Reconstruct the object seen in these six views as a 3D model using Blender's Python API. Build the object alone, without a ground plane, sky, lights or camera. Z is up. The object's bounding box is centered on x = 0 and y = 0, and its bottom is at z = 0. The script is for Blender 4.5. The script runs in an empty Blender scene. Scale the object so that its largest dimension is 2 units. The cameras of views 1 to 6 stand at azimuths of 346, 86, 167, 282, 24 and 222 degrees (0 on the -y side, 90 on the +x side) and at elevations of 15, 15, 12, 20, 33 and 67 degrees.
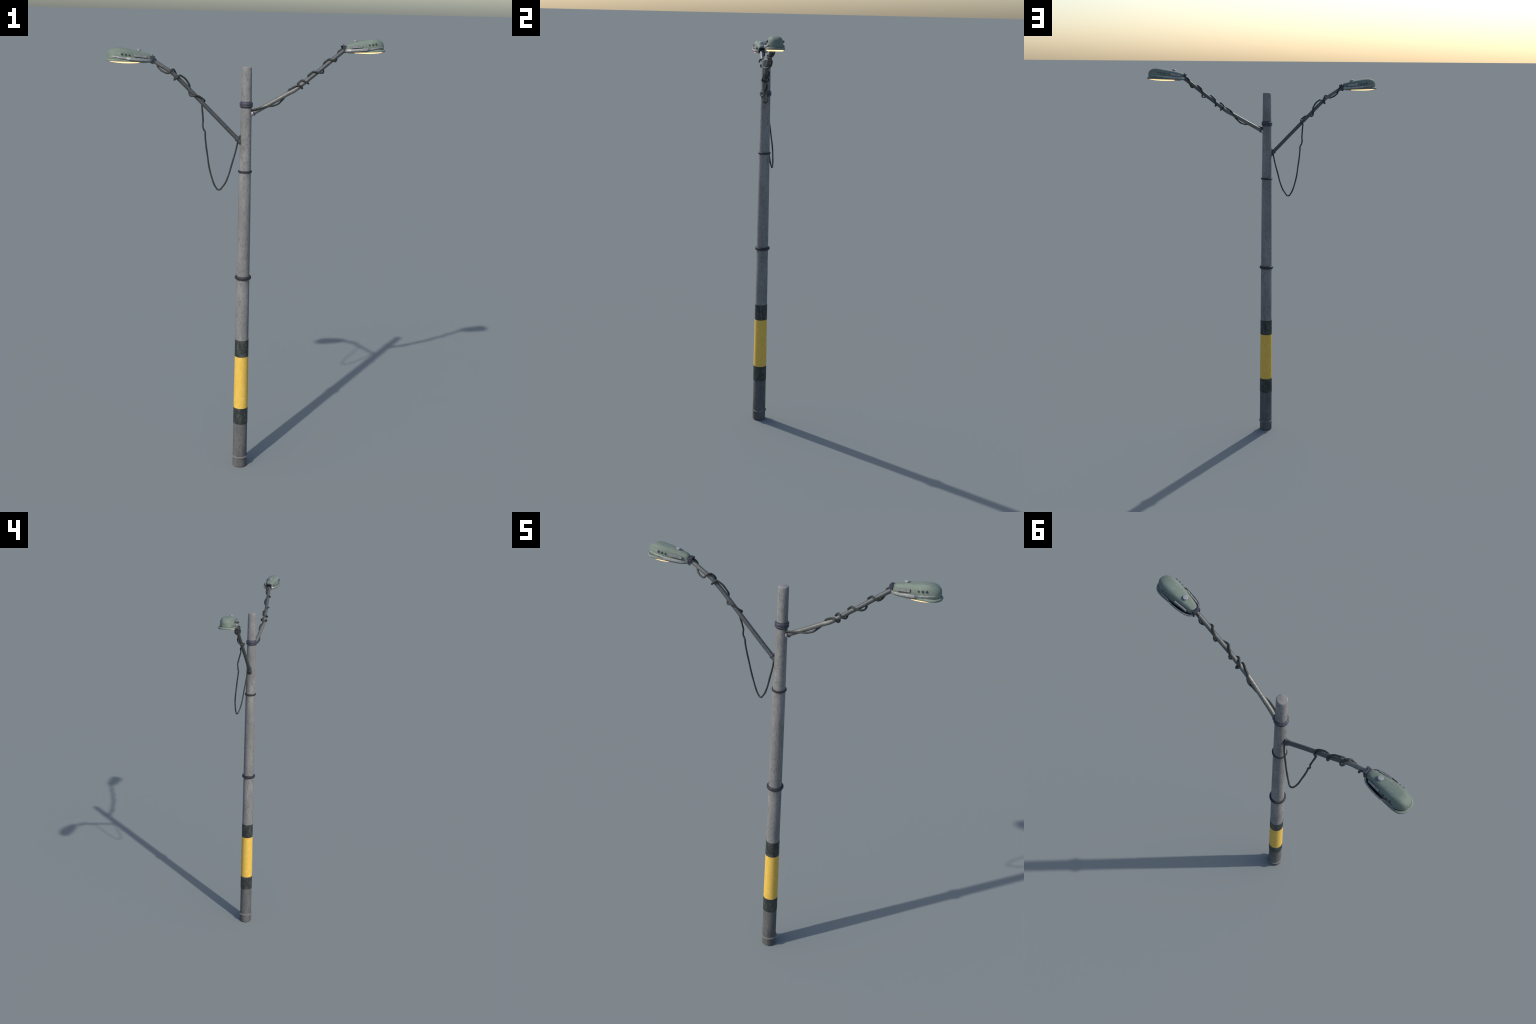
"""Twin-arm street lamp: tapered concrete mast with clamps and hazard bands, two bent
pipe arms wrapped with cable, two cobra-head lamps.  Everything is lofts, lathes and sweeps."""
import bpy, bmesh, math, random
import numpy as np
from mathutils import Vector, Matrix

random.seed(7)
AXIS_X, AXIS_Y = -0.0121, -0.0062          # mast axis
LAMP_Y = -0.0055                           # plane of the arms and lamps
LAMP_LIFT = 0.0492                         # right lamp sits this much higher than the left one


# ------------------------------------------------------------------ materials
class Nodes:
    def __init__(self, name):
        self.mat = bpy.data.materials.new(name)
        self.mat.use_nodes = True
        self.t = self.mat.node_tree
        self.bsdf = self.t.nodes["Principled BSDF"]
        self.co = self.t.nodes.new("ShaderNodeTexCoord")

    def link(self, a, b):
        self.t.links.new(a, b)

    def mapped(self, scale):
        m = self.t.nodes.new("ShaderNodeMapping")
        m.inputs["Scale"].default_value = scale
        self.link(self.co.outputs["Object"], m.inputs["Vector"])
        return m.outputs["Vector"]

    def noise(self, scale, stretch=(1, 1, 1), detail=4.0, rough=0.6):
        n = self.t.nodes.new("ShaderNodeTexNoise")
        n.inputs["Scale"].default_value = scale
        n.inputs["Detail"].default_value = detail
        n.inputs["Roughness"].default_value = rough
        self.link(self.mapped(stretch), n.inputs["Vector"])
        return n.outputs["Fac"]

    def ramp(self, fac, stops):
        r = self.t.nodes.new("ShaderNodeValToRGB")
        e = r.color_ramp.elements
        while len(e) < len(stops):
            e.new(0.5)
        for k, (p, c) in enumerate(stops):
            e[k].position = p
            e[k].color = (*c, 1) if len(c) == 3 else c
        self.link(fac, r.inputs["Fac"])
        return r.outputs["Color"]

    def mask(self, fac, lo, hi):
        return self.ramp(fac, [(lo, (0, 0, 0)), (hi, (1, 1, 1))])

    def mix(self, fac, a, b, mode="MIX"):
        m = self.t.nodes.new("ShaderNodeMix")
        m.data_type = "RGBA"
        m.blend_type = mode
        for sock, v in ((m.inputs[0], fac), (m.inputs[6], a), (m.inputs[7], b)):
            if isinstance(v, (tuple, list)):
                sock.default_value = (*v, 1)
            elif isinstance(v, (int, float)):
                sock.default_value = v
            else:
                self.link(v, sock)
        return m.outputs[2]

    def bump(self, fac, strength, dist=0.001):
        b = self.t.nodes.new("ShaderNodeBump")
        b.inputs["Strength"].default_value = strength
        b.inputs["Distance"].default_value = dist
        self.link(fac, b.inputs["Height"])
        self.link(b.outputs["Normal"], self.bsdf.inputs["Normal"])

    def set(self, **kw):
        for k, v in kw.items():
            s = self.bsdf.inputs[k.replace("_", " ")]
            if isinstance(v, tuple):
                s.default_value = (*v, 1)
            elif isinstance(v, (int, float)):
                s.default_value = v
            else:
                self.link(v, s)
        return self.mat


def concrete(name, light, mid, dark):
    n = Nodes(name)
    cloud = n.noise(14, (1, 1, 0.35), 5)
    streak = n.noise(170, (1, 1, 0.34), 4, 0.7)
    grain = n.noise(640, (1, 1, 0.6), 2)
    base = n.mix(n.mask(cloud, 0.42, 0.60), light, mid)
    patch = n.noise(26, (1, 1, .4), 4, .7)
    pits = n.noise(300, (1, 1, .36), 4, .8)
    col = n.mix(n.ramp(streak, [(0.52, (0, 0, 0)), (0.66, (.72, .72, .72))]), base, dark)
    col = n.mix(n.mix(n.mask(patch, .42, .62), (0, 0, 0), n.ramp(pits, [(.50, (0, 0, 0)), (.62, (.85, .85, .85))])), col, dark)
    col = n.mix(n.ramp(grain, [(0.5, (0, 0, 0)), (0.75, (.45, .45, .45))]), col, dark)
    n.bump(streak, 0.2, 0.0006)
    return n.set(Base_Color=col, Roughness=0.9)


def make_materials():
    M = {}
    M["concrete"] = concrete("weathered_concrete", (.256, .251, .246), (.186, .184, .183), (.092, .092, .095))
    M["foot"] = concrete("damp_concrete", (.124, .124, .124), (.086, .087, .088), (.046, .047, .048))

    M["flange"] = concrete("worn_collar", (.165, .160, .156), (.130, .127, .124), (.075, .075, .075))

    n = Nodes("yellow_paint")
    a = n.noise(260, (1, 1, .75), 4, .7)
    b = n.noise(55, (1, 1, .8), 4, .7)
    col = n.mix(n.mask(a, .38, .64), (.790, .510, .082), (.630, .380, .050))
    col = n.mix(n.ramp(b, [(.50, (0, 0, 0)), (.70, (.8, .8, .8))]), col, (.77, .52, .13))
    col = n.mix(n.ramp(n.noise(420, (1, 1, .8), 2), [(.60, (0, 0, 0)), (.70, (.6, .6, .6))]), col, (.46, .28, .05))
    M["yellow"] = n.set(Base_Color=col, Roughness=.75)

    n = Nodes("black_paint")
    a = n.noise(62, (1, 1, .45), 6, .72)
    b = n.noise(220, (1, 1, .5), 3)
    col = n.mix(n.mask(a, .47, .60), (.017, .022, .021), (.064, .074, .067))
    col = n.mix(n.ramp(b, [(.50, (0, 0, 0)), (.68, (.7, .7, .7))]), col, (.010, .012, .012))
    M["black"] = n.set(Base_Color=col, Roughness=.6)

    n = Nodes("dark_bluish_steel")
    a = n.noise(160, (1, 1, 1), 3)
    col = n.mix(n.mask(a, .35, .7), (.040, .042, .060), (.080, .081, .106))
    n.bump(a, .2)
    M["dark_steel"] = n.set(Base_Color=col, Roughness=.55, Metallic=.25)

    n = Nodes("black_iron_ring")
    a = n.noise(160)
    col = n.mix(a, (.018, .018, .024), (.034, .034, .044))
    M["iron"] = n.set(Base_Color=col, Roughness=.6, Metallic=.2)

    # pipe: bare bright metal on left outer bend, painted glint on right inner half, tarnished elsewhere
    n = Nodes("galvanised_pipe")
    a = n.noise(95, (1, 1, 1), 5, .7)
    b = n.noise(280, (1, 1, 1), 3)
    dark = n.mix(n.mask(a, .35, .68), (.125, .134, .137), (.082, .089, .092))
    dark = n.mix(n.ramp(b, [(.5, (0, 0, 0)), (.8, (.5, .5, .5))]), dark, (.20, .205, .20))
    pale = n.mix(n.mask(a, .35, .68), (.225, .226, .210), (.140, .143, .137))
    pale = n.mix(n.ramp(b, [(.52, (0, 0, 0)), (.75, (.5, .5, .5))]), pale, (.12, .125, .12))
    sep = n.t.nodes.new("ShaderNodeSeparateXYZ")
    n.link(n.mapped((1, 1, 1)), sep.inputs[0])
    pos = n.t.nodes.new("ShaderNodeMath")
    pos.operation = "ADD"
    pos.inputs[1].default_value = .5
    n.link(sep.outputs["X"], pos.inputs[0])
    zinc_and_glint = n.ramp(pos.outputs[0], [(.165, (1, 1, 1)), (.185, (0, 0, 0)), (.475, (0, 0, 0)), (.490, (1, 1, 1)), (.690, (1, 1, 1)), (.770, (0, 0, 0))])
    M["pipe"] = n.set(Base_Color=n.mix(zinc_and_glint, dark, pale), Roughness=n.ramp(b, [(.3, (.50,) * 3), (.7, (.66,) * 3)]), Metallic=.65)

    n = Nodes("cable_sheath")
    a = n.noise(120, (1, 1, 1), 4)
    col = n.mix(n.mask(a, .4, .7), (.018, .021, .019), (.038, .043, .040))
    M["cable"] = n.set(Base_Color=col, Roughness=.6)

    n = Nodes("sage_green_enamel")
    a = n.noise(16, (.5, 1, 1.2), 5, .65)
    b = n.noise(110, (.30, 1, 1.2), 5, .75)
    c = n.noise(300, (1, 1, 1), 2)
    col = n.mix(n.mask(a, .38, .66), (.134, .176, .144), (.166, .210, .174))
    col = n.mix(n.ramp(b, [(.56, (0, 0, 0)), (.68, (.8, .8, .8))]), col, (.262, .312, .262))
    d = n.noise(34, (.7, 1, 1), 5, .7)
    col = n.mix(n.ramp(d, [(.52, (0, 0, 0)), (.66, (.6, .6, .6))]), col, (.128, .134, .108))
    col = n.mix(n.ramp(c, [(.5, (0, 0, 0)), (.8, (.3, .3, .3))]), col, (.128, .158, .136))
    M["green"] = n.set(Base_Color=col, Roughness=.72)

    n = Nodes("green_pan_underside")
    a = n.noise(60)
    M["gap_shade"] = Nodes("gap_shade_black").set(Base_Color=(.008, .010, .011), Roughness=.8)  # black of the added strip that stands in for shade under the hood
    M["pan"] = n.set(Base_Color=n.mix(a, (.150, .190, .155), (.215, .262, .210)), Roughness=.6)

    n = Nodes("scuffed_aluminium")
    a = n.noise(270, (1, 1, 1), 4, .8)
    b = n.noise(55, (.6, 1, 1), 4)
    col = n.mix(n.mask(a, .38, .64), (.13, .135, .14), (.52, .52, .51))
    col = n.mix(n.ramp(b, [(.5, (0, 0, 0)), (.75, (.6, .6, .6))]), col, (.18, .19, .19))
    n.bump(a, .15, .0005)
    M["alu"] = n.set(Base_Color=col, Roughness=.5, Metallic=.55)

    n = Nodes("bright_metal_cap")
    a = n.noise(200)
    M["cap"] = n.set(Base_Color=n.mix(a, (.30, .30, .33), (.50, .49, .48)), Roughness=.5, Metallic=.6)

    # lit lens: pale cream, a little warmer towards its edge (object space: lens centre at origin)
    n = Nodes("lit_amber_lens")
    m = n.mapped((1 / .066, 1 / .0365, 0))
    ln = n.t.nodes.new("ShaderNodeVectorMath")
    ln.operation = "LENGTH"
    n.link(m, ln.inputs[0])
    col = n.ramp(ln.outputs["Value"], [(.0, (1, .50, .175)), (1.0, (1, .42, .150))])
    M["lens"] = n.set(Base_Color=(.8, .6, .4), Roughness=.3, Emission_Color=col, Emission_Strength=3.0)
    return M


# ------------------------------------------------------------------ mesh helpers
def new_object(name, verts, faces, mat, parent=None, smooth=35.0, loc=None):
    me = bpy.data.meshes.new(name)
    me.from_pydata([tuple(map(float, v)) for v in verts], [], faces)
    bm = bmesh.new()
    bm.from_mesh(me)
    bmesh.ops.remove_doubles(bm, verts=bm.verts, dist=1e-6)
    bmesh.ops.dissolve_degenerate(bm, dist=1e-7, edges=bm.edges)
    bmesh.ops.recalc_face_normals(bm, faces=bm.faces)
    bm.to_mesh(me)
    bm.free()
    me.materials.append(mat)
    ob = bpy.data.objects.new(name, me)
    bpy.context.scene.collection.objects.link(ob)
    if smooth is not None:
        me.polygons.foreach_set("use_smooth", [True] * len(me.polygons))
        me.set_sharp_from_angle(angle=math.radians(smooth))
    if parent is not None:
        ob.parent = parent
    if loc is not None:
        ob.location = loc
    return ob


def grid_faces(rows, cols, closed_rows=False, closed_cols=True):
    f = []
    for i in range(rows - (0 if closed_rows else 1)):
        for j in range(cols - (0 if closed_cols else 1)):
            a, b = i, (i + 1) % rows
            c, d = j, (j + 1) % cols
            f.append((a * cols + c, a * cols + d, b * cols + d, b * cols + c))
    return f


def lathe(name, profile, mat, parent=None, seg=48, centre=(AXIS_X, AXIS_Y), cap=True, smooth=35, closed=False):
    """Turn an (r, z) profile round the vertical through centre."""
    v = []
    for r, z in profile:
        for k in range(seg):
            a = 2 * math.pi * k / seg
            v.append((centre[0] + r * math.cos(a), centre[1] + r * math.sin(a), z))
    f = grid_faces(len(profile), seg, closed_rows=closed)
    if cap and not closed:
        f.append(tuple(range(seg)))
        f.append(tuple(range((len(profile) - 1) * seg, len(profile) * seg)))
    return new_object(name, v, f, mat, parent, smooth)


def spline(points, per=8):
    """Centripetal-ish Catmull-Rom through points of any dimension."""
    P = [np.array(p, float) for p in points]
    P = [2 * P[0] - P[1]] + P + [2 * P[-1] - P[-2]]
    out = []
    for i in range(1, len(P) - 2):
        p0, p1, p2, p3 = P[i - 1:i + 3]
        for k in range(per):
            t = k / per
            out.append(.5 * (2 * p1 + (p2 - p0) * t + (2 * p0 - 5 * p1 + 4 * p2 - p3) * t * t
                             + (3 * p1 - p0 - 3 * p2 + p3) * t ** 3))
    out.append(P[-2])
    return out


def frames(path):
    path = [np.array(p, float) for p in path]
    T = []
    for i in range(len(path)):
        t = path[min(i + 1, len(path) - 1)] - path[max(i - 1, 0)]
        T.append(t / (np.linalg.norm(t) + 1e-12))
    n = np.cross(T[0], (0, 1, 0))
    n /= np.linalg.norm(n)
    N = []
    for t in T:
        n = n - t * (n @ t)
        n /= np.linalg.norm(n)
        N.append(n)
    return path, T, N


def tube(name, path, radius, mat, parent=None, seg=16, smooth=50):
    path, T, N = frames(path)
    v = []
    for i, (p, t, n) in enumerate(zip(path, T, N)):
        b = np.cross(t, n)
        r = radius(i / (len(path) - 1)) if callable(radius) else radius
        for k in range(seg):
            a = 2 * math.pi * k / seg
            v.append(p + r * (math.cos(a) * n + math.sin(a) * b))
    f = grid_faces(len(path), seg)
    f.append(tuple(range(seg)))
    f.append(tuple(range((len(path) - 1) * seg, len(path) * seg)))
    return new_object(name, v, f, mat, parent, smooth)


def disc_stack(name, base, direction, profile, mat, parent=None, seg=24, smooth=35):
    """Lathe an (r, h) profile round an arbitrary axis."""
    d = np.array(direction, float)
    d /= np.linalg.norm(d)
    n = np.cross(d, (0, 1, 0)) if abs(d[1]) < .9 else np.cross(d, (1, 0, 0))
    n /= np.linalg.norm(n)
    b = np.cross(d, n)
    base = np.array(base, float)
    v = [base + h * d + r * (math.cos(2 * math.pi * k / seg) * n + math.sin(2 * math.pi * k / seg) * b)
         for r, h in profile for k in range(seg)]
    f = grid_faces(len(profile), seg)
    f.append(tuple(range(seg)))
    f.append(tuple(range((len(profile) - 1) * seg, len(profile) * seg)))
    return new_object(name, v, f, mat, parent, smooth)


def prism(name, outline, axis_vec, thickness, mat, parent=None, bevel=0.0, smooth=30):
    """Extrude a 3D outline along axis_vec by thickness (centred)."""
    a = np.array(axis_vec, float) * thickness / 2
    o = [np.array(p, float) for p in outline]
    k = len(o)
    v = [p - a for p in o] + [p + a for p in o]
    f = [tuple(range(k)), tuple(range(k, 2 * k))] + [(i, (i + 1) % k, k + (i + 1) % k, k + i) for i in range(k)]
    ob = new_object(name, v, f, mat, parent, smooth)
    if bevel:
        bm = bmesh.new()
        bm.from_mesh(ob.data)
        bmesh.ops.bevel(bm, geom=bm.edges[:], offset=bevel, segments=2, affect="EDGES")
        bm.to_mesh(ob.data)
        bm.free()
        ob.data.polygons.foreach_set("use_smooth", [True] * len(ob.data.polygons))
        ob.data.set_sharp_from_angle(angle=math.radians(smooth))
    return ob


def interp(x, table, col=1):
    return float(np.interp(x, [t[0] for t in table], [t[col] for t in table]))


# ------------------------------------------------------------------ mast
MAST = [(0.0, .0335), (.06, .0334), (.2, .0329), (.35, .0322), (.6, .0305), (.85, .0297), (1.1, .0285),
        (1.35, .0269), (1.45, .0260), (1.55, .0249), (1.7, .0236), (1.875, .0217)]


def mast_r(z):
    return interp(z, MAST)


def build_mast(M):
    foot_top, black1, yel0, yel1, black_top = .222, .2205, .3005, .5555, .6365
    zs = [.60 + (1.8725 - .60) * k / 60 for k in range(61)]
    prof = [(mast_r(z), z) for z in zs]
    prof[-1] = (mast_r(1.875), 1.8700)
    prof += [(mast_r(1.875) - .0007, 1.8727), (mast_r(1.875) - .0022, 1.8745), (mast_r(1.875) - .0050, 1.8756), (.010, 1.8763), (.002, 1.8765)]
    mast = lathe("mast", prof, M["concrete"], seg=56, smooth=60)
    zs = [.0015 + (.224 - .0015) * k / 12 for k in range(13)]
    lathe("mast_foot", [(mast_r(0) - .0012, 0.0)] + [(mast_r(z), z) for z in zs], M["foot"], mast, seg=56)
    lathe("base_flange", [(.0325, .0448), (.0376, .0460), (.0386, .0467), (.0386, .0478), (.0366, .0502), (.0325, .0530)],
          M["flange"], mast, seg=56, closed=True)

    def band(name, z0, z1, mat, proud):
        k = 10
        zz = [z0 + (z1 - z0) * i / k for i in range(k + 1)]
        pr = [(mast_r(z0) - .004, z0)] + [(mast_r(z) + proud, z) for z in zz] + [(mast_r(z1) - .004, z1)]
        return lathe(name, pr, mat, mast, seg=56)
    band("black_band", black1, yel0, M["black"], .0012)
    band("yellow_band", yel0, yel1, M["yellow"], .0010)
    band("black_band", yel1, black_top, M["black"], .0012)

    # upper double-ribbed clamp
    lathe("ribbed_clamp", [(.0215, 1.7000), (.0246, 1.7000), (.0252, 1.7040), (.0284, 1.7052), (.0292, 1.7068), (.0292, 1.7098),
                           (.0284, 1.7115), (.0262, 1.7123), (.0262, 1.7134), (.0284, 1.7142), (.0292, 1.7162),
                           (.0290, 1.7212), (.0280, 1.7226), (.0254, 1.7236), (.0247, 1.7284), (.0215, 1.7286)],
          M["dark_steel"], mast, seg=48, closed=True, smooth=40)
    lathe("thin_ring", [(.0245, 1.4172), (.0292, 1.4168), (.0308, 1.4180), (.0315, 1.4213), (.0308, 1.4247), (.0292, 1.4259), (.0245, 1.4255)],
          M["iron"], mast, seg=48, closed=True)
    z = .9350
    lathe("thick_ring", [(.0318 + .0058 * math.copysign(abs(math.cos(a)) ** .7, math.cos(a)), z + .0074 * math.copysign(abs(math.sin(a)) ** .8, math.sin(a))) for a in [2 * math.pi * k / 14 for k in range(14)]],
          M["iron"], mast, seg=48, closed=True, smooth=60)
    return mast


# ------------------------------------------------------------------ arms and cables
ARM = {
    "left": [(-.020, -.0065, 1.5370), (-.0495, -.0065, 1.5663), (-.0855, -.0065, 1.6015), (-.120, -.0060, 1.6363), (-.1787, -.0042, 1.6950),
             (-.2452, -.0015, 1.7615), (-.2815, -.0004, 1.7976), (-.3205, -.0012, 1.8346), (-.3365, -.0030, 1.8480),
             (-.352, -.0045, 1.8584), (-.3665, -.0053, 1.8672), (-.398, -.0055, 1.8866), (-.424, -.0055, 1.9010)],
    "right": [(.000, -.0070, 1.6680), (.020, -.0090, 1.6790), (.0585, -.0145, 1.7008), (.0739, -.0160, 1.7094), (.1184, -.0203, 1.7343),
              (.168, -.0251, 1.7622), (.186, -.0261, 1.7710), (.205, -.0263, 1.7822), (.2400, -.0246, 1.8090), (.2777, -.0225, 1.8378), (.3124, -.0190, 1.8634),
              (.3475, -.0155, 1.8905), (.389, -.0118, 1.9225), (.424, -.0075, 1.9485)],
}
# winding of the cable: (x on the arm, turn angle in degrees: 0 top, 90 front, 180 under, 270 back, distance from the arm axis)
WIND = {
    "right": [(.003, 18, .0195), (.018, 28, .0175), (.048, 64, .0145), (.080, 110, .0142), (.098, 150, .0160), (.120, 179, .0184),
              (.143, 206, .0138), (.154, 232, .0140), (.176, 300, .0140), (.187, 348, .0136), (.204, 372, .0140), (.217, 406, .0140),
              (.2230, 445, .0140), (.2240, 528, .0145), (.2245, 590, .0165), (.2235, 645, .0170), (.2230, 690, .0146), (.239, 734, .0160), (.246, 812, .0140),
              (.251, 880, .0150), (.2535, 930, .0148), (.261, 985, .0140), (.2665, 1015, .0140), (.270, 1050, .0138), (.280, 1078, .0140), (.2900, 1106, .0160), (.302, 1180, .0141),
              (.3178, 1250, .0180), (.328, 1325, .0146), (.337, 1372, .0140), (.345, 1416, .0136), (.360, 1452, .0136),
              (.368, 1530, .0139), (.379, 1620, .0138), (.396, 1697, .0140), (.408, 1757, .0132), (.420, 1788, .0110)],
    "left": [(-.424, 325, .0105), (-.412, 318, .0130), (-.397, 268, .0138), (-.386, 188, .0138), (-.371, 152, .0195), (-.3545, 133, .0216), (-.3470, 116, .0178),
             (-.3475, 88, .0142), (-.344, 45, .0144), (-.340, 14, .0148), (-.330, -30, .0140), (-.322, -62, .0138), (-.3165, -130, .0148),
             (-.316, -194, .0163), (-.3165, -255, .0138), (-.314, -325, .0148), (-.309, -346, .0168), (-.294, -358, .0198), (-.276, -373, .0165),
             (-.266, -405, .0142), (-.256, -485, .0138), (-.246, -550, .0155), (-.243, -580, .0150), (-.238, -626, .0138), (-.228, -668, .0138),
             (-.209, -708, .0143), (-.2030, -752, .0138), (-.200, -810, .0138), (-.1985, -858, .0145)],
}
# slack loop of the left cable hanging from the arm down and back to the arm's foot
LOOP = [(-.2040, .0080, 1.6940), (-.2003, .0155, 1.6705), (-.1978, .0205, 1.6512), (-.1966, .0245, 1.6384), (-.1977, .0250, 1.6259), (-.1972, .0232, 1.6149),
        (-.1930, .0245, 1.6035), (-.1884, .0225, 1.5955), (-.1868, .0225, 1.5870), (-.1860, .0240, 1.5713), (-.1802, .0300, 1.5285), (-.1735, .0350, 1.4917),
        (-.1650, .0418, 1.4416), (-.1545, .0450, 1.4000), (-.1420, .0453, 1.3625), (-.1325, .0444, 1.3440), (-.1250, .0432, 1.3342), (-.1185, .0412, 1.3322),
        (-.1125, .0385, 1.3342), (-.1055, .0348, 1.3440), (-.0914, .0280, 1.3673), (-.0780, .0220, 1.4047), (-.0668, .0170, 1.4502), (-.0536, .0115, 1.5018),
        (-.0460, .0060, 1.5430), (-.0430, .0030, 1.5560), (-.0370, .0, 1.5630)]


def arm_point(side, x, turn, r):
    P = sorted(ARM[side])
    xs = [p[0] for p in P]
    at = lambda q: np.array([q, np.interp(q, xs, [p[1] for p in P]), np.interp(q, xs, [p[2] for p in P])])
    t = at(x + .006) - at(x - .006)
    n = np.array([-t[2], 0, t[0]])
    n /= np.linalg.norm(n)
    a = math.radians(turn)
    return at(x) + r * (math.cos(a) * n + math.sin(a) * np.array([0, -1, 0]))


def build_arm(side, M, mast):
    r0, r1 = ((.0097, .0087) if side == "left" else (.0100, .0094))
    arm = tube("lamp_arm", spline(ARM[side], 5), lambda t: r0 + (r1 - r0) * min(1, t * 1.4), M["pipe"], mast, seg=20, smooth=60)
    p = np.array(ARM[side][1])
    d = np.array(ARM[side][2]) - p
    d /= np.linalg.norm(d)
    disc_stack("arm_collar", p - d * .003, d, [(.0100, 0), (.0124, 0), (.0132, .0012), (.0132, .0048), (.0122, .006), (.0100, .006)],
               M["dark_steel"], arm)
    disc_stack("arm_socket", p - d * .034, d, [(.0116, 0), (.0114, .0315)], M["cap"] if side == "right" else M["pipe"], arm)  # right socket gets a brighter metal to paint its sunlit look
    if side == "left":
        prism("wall_bracket", [(-.042, LAMP_Y - .004, 1.5745), (-.030, LAMP_Y - .004, 1.5745), (-.030, LAMP_Y - .004, 1.5850), (-.042, LAMP_Y - .004, 1.5800)],
              (0, 1, 0), .010, M["dark_steel"], arm, .0008)

    w = WIND[side]
    dense = spline(w, 7)
    path = [arm_point(side, *q) for q in dense]
    if side == "left":
        slack = [(x - .0004 * k, y + .0009 * k, z) for (x, y, z), k in ((p, min(1, max(0, (1.60 - p[2]) / .06)) * min(1, max(0, (-.046 - p[0]) / .02))) for p in LOOP)]
        path = path + spline([path[-1]] + slack, 6)[2:]
    # a little unevenness in the sheath
    tube("cable", path, lambda t: (.0040 if side == "right" or t < .45 else .0038) + .0002 * math.sin(t * 190), M["cable"], mast, seg=10, smooth=80)
    return arm


# ------------------------------------------------------------------ lamp head (u outward, v sideways, w up)
TOP = [(.4285, .9203), (.434, .9248), (.442, .9283), (.462, .9338), (.486, .9391), (.512, .9441), (.545, .9498), (.562, .9512), (.572, .9509),
       (.582, .9490), (.592, .9448), (.600, .9392), (.6055, .9325), (.6085, .9250)]
HOOD = [(.4285, .0125), (.432, .0155), (.438, .0180), (.450, .0215), (.4665, .0248), (.483, .0276), (.500, .0302), (.515, .0323), (.530, .0338),
        (.545, .0345), (.560, .0343), (.572, .0330), (.584, .0298), (.594, .0250), (.6015, .0190), (.606, .0125), (.6077, .0070), (.6085, .0005)]
RIM = [(.4285, .0005), (.4285, .0110), (.430, .0170), (.435, .0225), (.442, .0275), (.452, .0322), (.475, .0368), (.500, .0388), (.530, .0400), (.550, .0410), (.568, .0413),
       (.583, .0398), (.596, .0357), (.605, .0275), (.611, .0185), (.6142, .0092), (.6153, .0005)]


def base_w(u):
    return .8905 + (.8965 - .8905) * (u - .4285) / (.6168 - .4285)


def smooth_closed(table, per=4):
    pts = spline(table, per)
    return pts


def build_hood(M):
    stations = spline(HOOD, 4)
    stations[-1][1] = .0004
    rows, seg = [], 36
    for u, h in stations:
        h = max(h, .0004)
        lo, hi = base_w(u) + .0015, interp(u, TOP)
        ring = []
        for k in range(seg + 1):
            a = math.pi * k / seg
            c, s = math.cos(a), math.sin(a)
            y = math.copysign(abs(c) ** .58, c) * h
            z = lo + (hi - lo) * abs(s) ** .58
            # the skirt flares a little just above the rim
            f = (z - lo) / (hi - lo)
            y *= 1 + .05 * max(0, 1 - f / .22) ** 2
            ring.append((u, y, z))
        rows.append(ring)
    v = [p for r in rows for p in r]
    f = grid_faces(len(rows), seg + 1, closed_cols=False)
    f += [tuple(range(seg + 1)), tuple(range((len(rows) - 1) * (seg + 1), len(rows) * (seg + 1)))]
    return new_object("lamp_hood", v, f, M["green"], smooth=48)


def offset_ring(outline, d):
    """Inset a closed 2D outline by d."""
    n = len(outline)
    out = []
    for i in range(n):
        a, b = np.array(outline[i - 1]), np.array(outline[(i + 1) % n])
        t = b - a
        t = t / (np.linalg.norm(t) + 1e-9)
        nrm = np.array([-t[1], t[0]])
        out.append(np.array(outline[i]) + nrm * d)
    return out


def build_rim(M, hood):
    half = [tuple(p) for p in spline(RIM[1:-1], 4)]
    # outline anticlockwise: tip side +v back to rear, and -v out again
    outline = [(u, -h) for u, h in half] + [(u, h) for u, h in reversed(half)]
    levels = [(.0075, .0004), (.0030, -.0004), (.0005, -.0004), (.0, .0002), (.0, .0050), (.0008, .0068), (.0025, .0084), (.0045, .0094), (.0062, .0092), (.0074, .0060)]
    v, n = [], len(outline)
    for inset, up in levels:
        for (u, y) in offset_ring(outline, inset):
            v.append((u, y, base_w(u) + up * (.76 + .24 * min(1, max(0, (u - .53) / .03)))))
    f = grid_faces(len(levels), n)
    f += [tuple(range(n)), tuple(range((len(levels) - 1) * n, len(levels) * n))]
    return new_object("lamp_rim", v, f, M["green"], hood, smooth=50)


LENS_UNDERSIDE = [(.470, .8892), (.490, .8883), (.520, .8879), (.545, .8883), (.570, .8900), (.590, .8927), (.606, .8954)]


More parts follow.
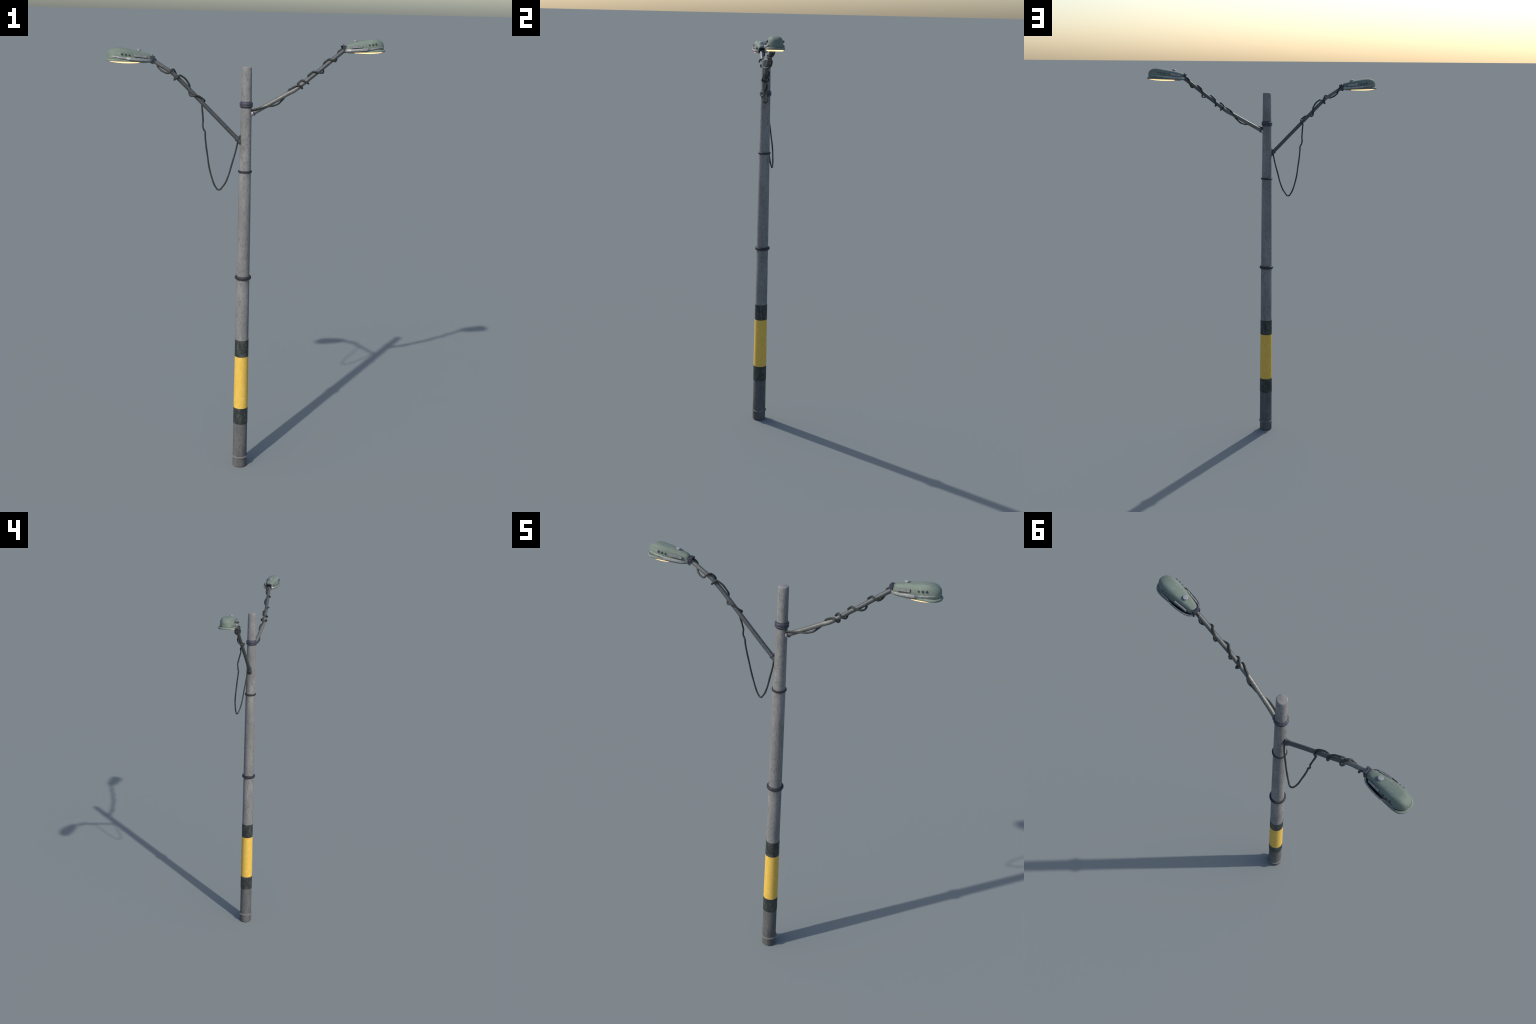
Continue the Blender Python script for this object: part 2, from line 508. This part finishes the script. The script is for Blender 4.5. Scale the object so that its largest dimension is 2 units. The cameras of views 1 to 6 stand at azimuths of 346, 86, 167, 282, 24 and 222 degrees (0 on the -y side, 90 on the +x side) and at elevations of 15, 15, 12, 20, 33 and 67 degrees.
def build_lens(M, hood):
    cu, a, b = .5400, .0655, .0362
    # (plan scale, share of the local depth)
    levels = [(1.0, -.25), (1.0, .05), (.985, .45), (.960, .80), (.925, .97), (.86, 1.02), (.5, 1.06), (.15, 1.07)]
    seg, v = 64, []
    for s, dep in levels:
        for k in range(seg):
            t = 2 * math.pi * k / seg
            c, q = math.cos(t), math.sin(t)
            u = math.copysign(abs(c) ** .9, c) * a * (1 - (1 - s) * .45 if s > .8 else s)
            y = math.copysign(abs(q) ** .82, q) * b * s * (1 + .04 * c)
            d = max(.0012, base_w(cu + u) - interp(cu + u, LENS_UNDERSIDE))
            v.append((u, y, base_w(cu + u) - base_w(cu) - dep * d))
    f = grid_faces(len(levels), seg)
    f += [tuple(range(seg)), tuple(range((len(levels) - 1) * seg, len(levels) * seg))]
    return new_object("lamp_lens", v, f, M["lens"], hood, 60, loc=(cu, 0, base_w(cu)))


def build_gap_shade(M, hood):
    """Black strip added to darken the shaded gap between hood and rim; wide at the rear where the rails stand off."""
    half = [tuple(p) for p in spline(RIM[1:-1], 4)]
    outline = [(u, -h) for u, h in half] + [(u, h) for u, h in reversed(half)]
    inner, n, v = offset_ring(outline, .0088), len(outline), []
    mid = offset_ring(outline, .0066)
    wide = offset_ring(outline, .0026)
    for lvl in range(4):
        for i, (u, _) in enumerate(outline):
            k = min(1, max(0, (.560 - u) / .03))
            out = np.array(mid[i]) * (1 - k) + np.array(wide[i]) * k
            p = out if lvl < 2 else np.array(inner[i])
            v.append((p[0], p[1], base_w(u) + ((.0040, .0094, .0100, .0040)[lvl] if k < .5 else (.003, .0076, .0082, .003)[lvl])))
    return new_object("gap_shade_strip", v, grid_faces(4, n, closed_rows=True), M["gap_shade"], hood, smooth=40)


# strap rail along each flank: (u, v, lower edge, upper edge); wide at the rear, a narrow tongue to the front
RAIL_WIDE = [(.4272, .0128, .8945, .9040), (.4285, .0205, .8952, .9045), (.4335, .0268, .8957, .9050), (.4400, .0318, .8962, .9054), (.4490, .0357, .8970, .9062),
             (.4730, .0405, .8982, .9082), (.5000, .0434, .8998, .9105), (.5170, .0442, .9012, .9122), (.5200, .0436, .9016, .9122), (.5285, .0384, .9030, .9112)]
RAIL_TONGUE = [(.5285, .0384, .9030, .9112), (.5400, .0368, .9048, .9122), (.5590, .0352, .9078, .9138), (.5750, .0322, .9110, .9155), (.5890, .0285, .9138, .9172)]


def build_rail(M, hood, side, stretch):
    pts = spline(RAIL_WIDE, 5)[:-1] + spline(RAIL_TONGUE, 5)
    v, th = [], .0026
    for i, (u, y, lo, hi) in enumerate(pts):
        if u > .52:
            k = (u - .52) / .069
            u, lo, hi = u + stretch * k, lo + .4 * stretch * k, hi + .4 * stretch * k
        q = pts[min(i + 1, len(pts) - 1)] - pts[max(i - 1, 0)]
        t = np.array([q[0], q[1]]) / np.hypot(q[0], q[1])
        nx, ny = -t[1], t[0]
        y = y - .0022 * min(1, max(0, (.56 - u) / .03))
        for (o, w) in ((0, lo), (0, hi - .0006), (.0006, hi), (th - .0004, hi), (th, hi - .0006), (th, lo)):
            v.append((u + nx * o, side * (y + ny * o), w))
    f = grid_faces(len(pts), 6)
    f += [tuple(range(6)), tuple(range((len(pts) - 1) * 6, len(pts) * 6))]
    return new_object("flank_rail", v, f, M["alu"], hood, 40)


def build_lamp(M, which, mast):
    hood = build_hood(M)
    hood.parent = mast
    build_rim(M, hood)
    build_lens(M, hood)
    build_gap_shade(M, hood)
    variant = 0.0 if which == "left" else 1.0
    # round cap under the neck
    u = .4570
    disc_stack("under_cap", (u, 0, base_w(u) + .002), (0, 0, -1), [(.0180, 0), (.0180, .0022), (.0165, .0040), (.0130, .0054), (.0050, .0060)], M["pan"], hood)
    for s in (-1, 1):
        build_rail(M, hood, s, .004 * variant)
        # maker's plate on the rear flank
        lo0, hi0, lo1, hi1 = .9088, .9180, .9146, .9266
        v0, v1 = s * .0262, s * .0318
        o = [(.4485, v0, lo0), (.4998, v1, lo1), (.4998, v1 - s * .0004, hi1), (.4485, v0 - s * .0004, hi0)]
        prism("flank_plate", o, (-.10, s * 1.0, 0), .0052, M["alu"], hood, .0006)
        for k in range(3):
            ru = .5205 + .0151 * k + .0105 * variant
            rw = .9212 + .0020 * k + .0044 * variant
            h, g = interp(ru, HOOD), (.86, 1.0, 1.12)[k]
            disc_stack("rivet", (ru, s * (h - .003), rw), (0, s, 0), [(r * g, d) for r, d in ((.0036, 0), (.0037, .0042), (.0030, .0062), (.0014, .0071))],
                       M["dark_steel"], hood, seg=14)
    # photocell on top
    disc_stack("photocell", (.4768, 0, .9350), (-.10, 0, 1), [(.0086, 0), (.0084, .0040), (.0097, .0058), (.0099, .0088), (.0088, .0099), (.0030, .0102)],
               M["cap"], hood, seg=10, smooth=25)
    # inverted-U clamp joining hood and arm
    du, dw = .0040 * variant, .0042 * variant
    t = .0017
    c0, c1, top = .4095 + du, .4295 + du, .9162 + dw
    clamp = prism("neck_clamp", [(c0, -.0135, top - t / 2), (c1, -.0135, top - t / 2), (c1, .0135, top - t / 2), (c0, .0135, top - t / 2)],
                  (0, 0, 1), t, M["dark_steel"], hood, .0004)
    for s in (-1, 1):
        o = [(c0, s * .0128, top - t), (c1, s * .0128, top - t), (c1 - .0005, s * .0132, .8870 + dw), (c1 - .0130, s * .0132, .8862 + dw), (c0 + .0035, s * .0128, .9050 + dw)]
        prism("clamp_cheek", o, (0, 1, 0), t, M["dark_steel"], clamp, .0003)
        prism("clamp_strap", [(c1 - .0125, s * .0148, top - .004), (c1 - .0075, s * .0148, top - .004), (c1 - .0060, s * .0148, .8842 + dw), (c1 - .0110, s * .0148, .8842 + dw)],
              (0, 1, 0), .0022, M["dark_steel"], clamp, .0005)
    for v in (-.0042, .0042):
        disc_stack("clamp_bolt", (.4185 + du, v, top - .0005), (0, 0, 1), [(.0030, 0), (.0030, .0018), (.0016, .0020), (.0015, .0062)], M["dark_steel"], clamp, seg=8)
    prism("clamp_shade_plate", [(.4272, -.0120, .8905), (.4272, .0120, .8905), (.4272, .0120, .9150), (.4272, -.0120, .9150)],  # dark plate added so the open clamp looks shaded inside
          (1, 0, 0), .0012, M["iron"], clamp)

    if which == "left":
        hood.matrix_local = Matrix.Translation((0, LAMP_Y, 1.0)) @ Matrix.Rotation(math.pi, 4, "Z")
    else:
        hood.matrix_local = Matrix.Translation((0, LAMP_Y, 1.0 + LAMP_LIFT))
    return hood


def main():
    M = make_materials()
    mast = build_mast(M)
    lamp = bpy.data.objects.new("street_lamp", None)
    bpy.context.scene.collection.objects.link(lamp)
    lamp["label"] = "concrete twin-arm street lamp with green heads and loose cable"
    lamp["category"] = "street lamp"
    for side in ("left", "right"):
        build_arm(side, M, mast)
        build_lamp(M, side, mast)
    # everything the mast carried becomes a part of the lamp itself
    for ob in [o for o in bpy.data.objects if o.parent == mast and o.name.split(".")[0] in ("lamp_arm", "lamp_hood", "cable")]:
        ob.parent = lamp
    mast.parent = lamp


main()
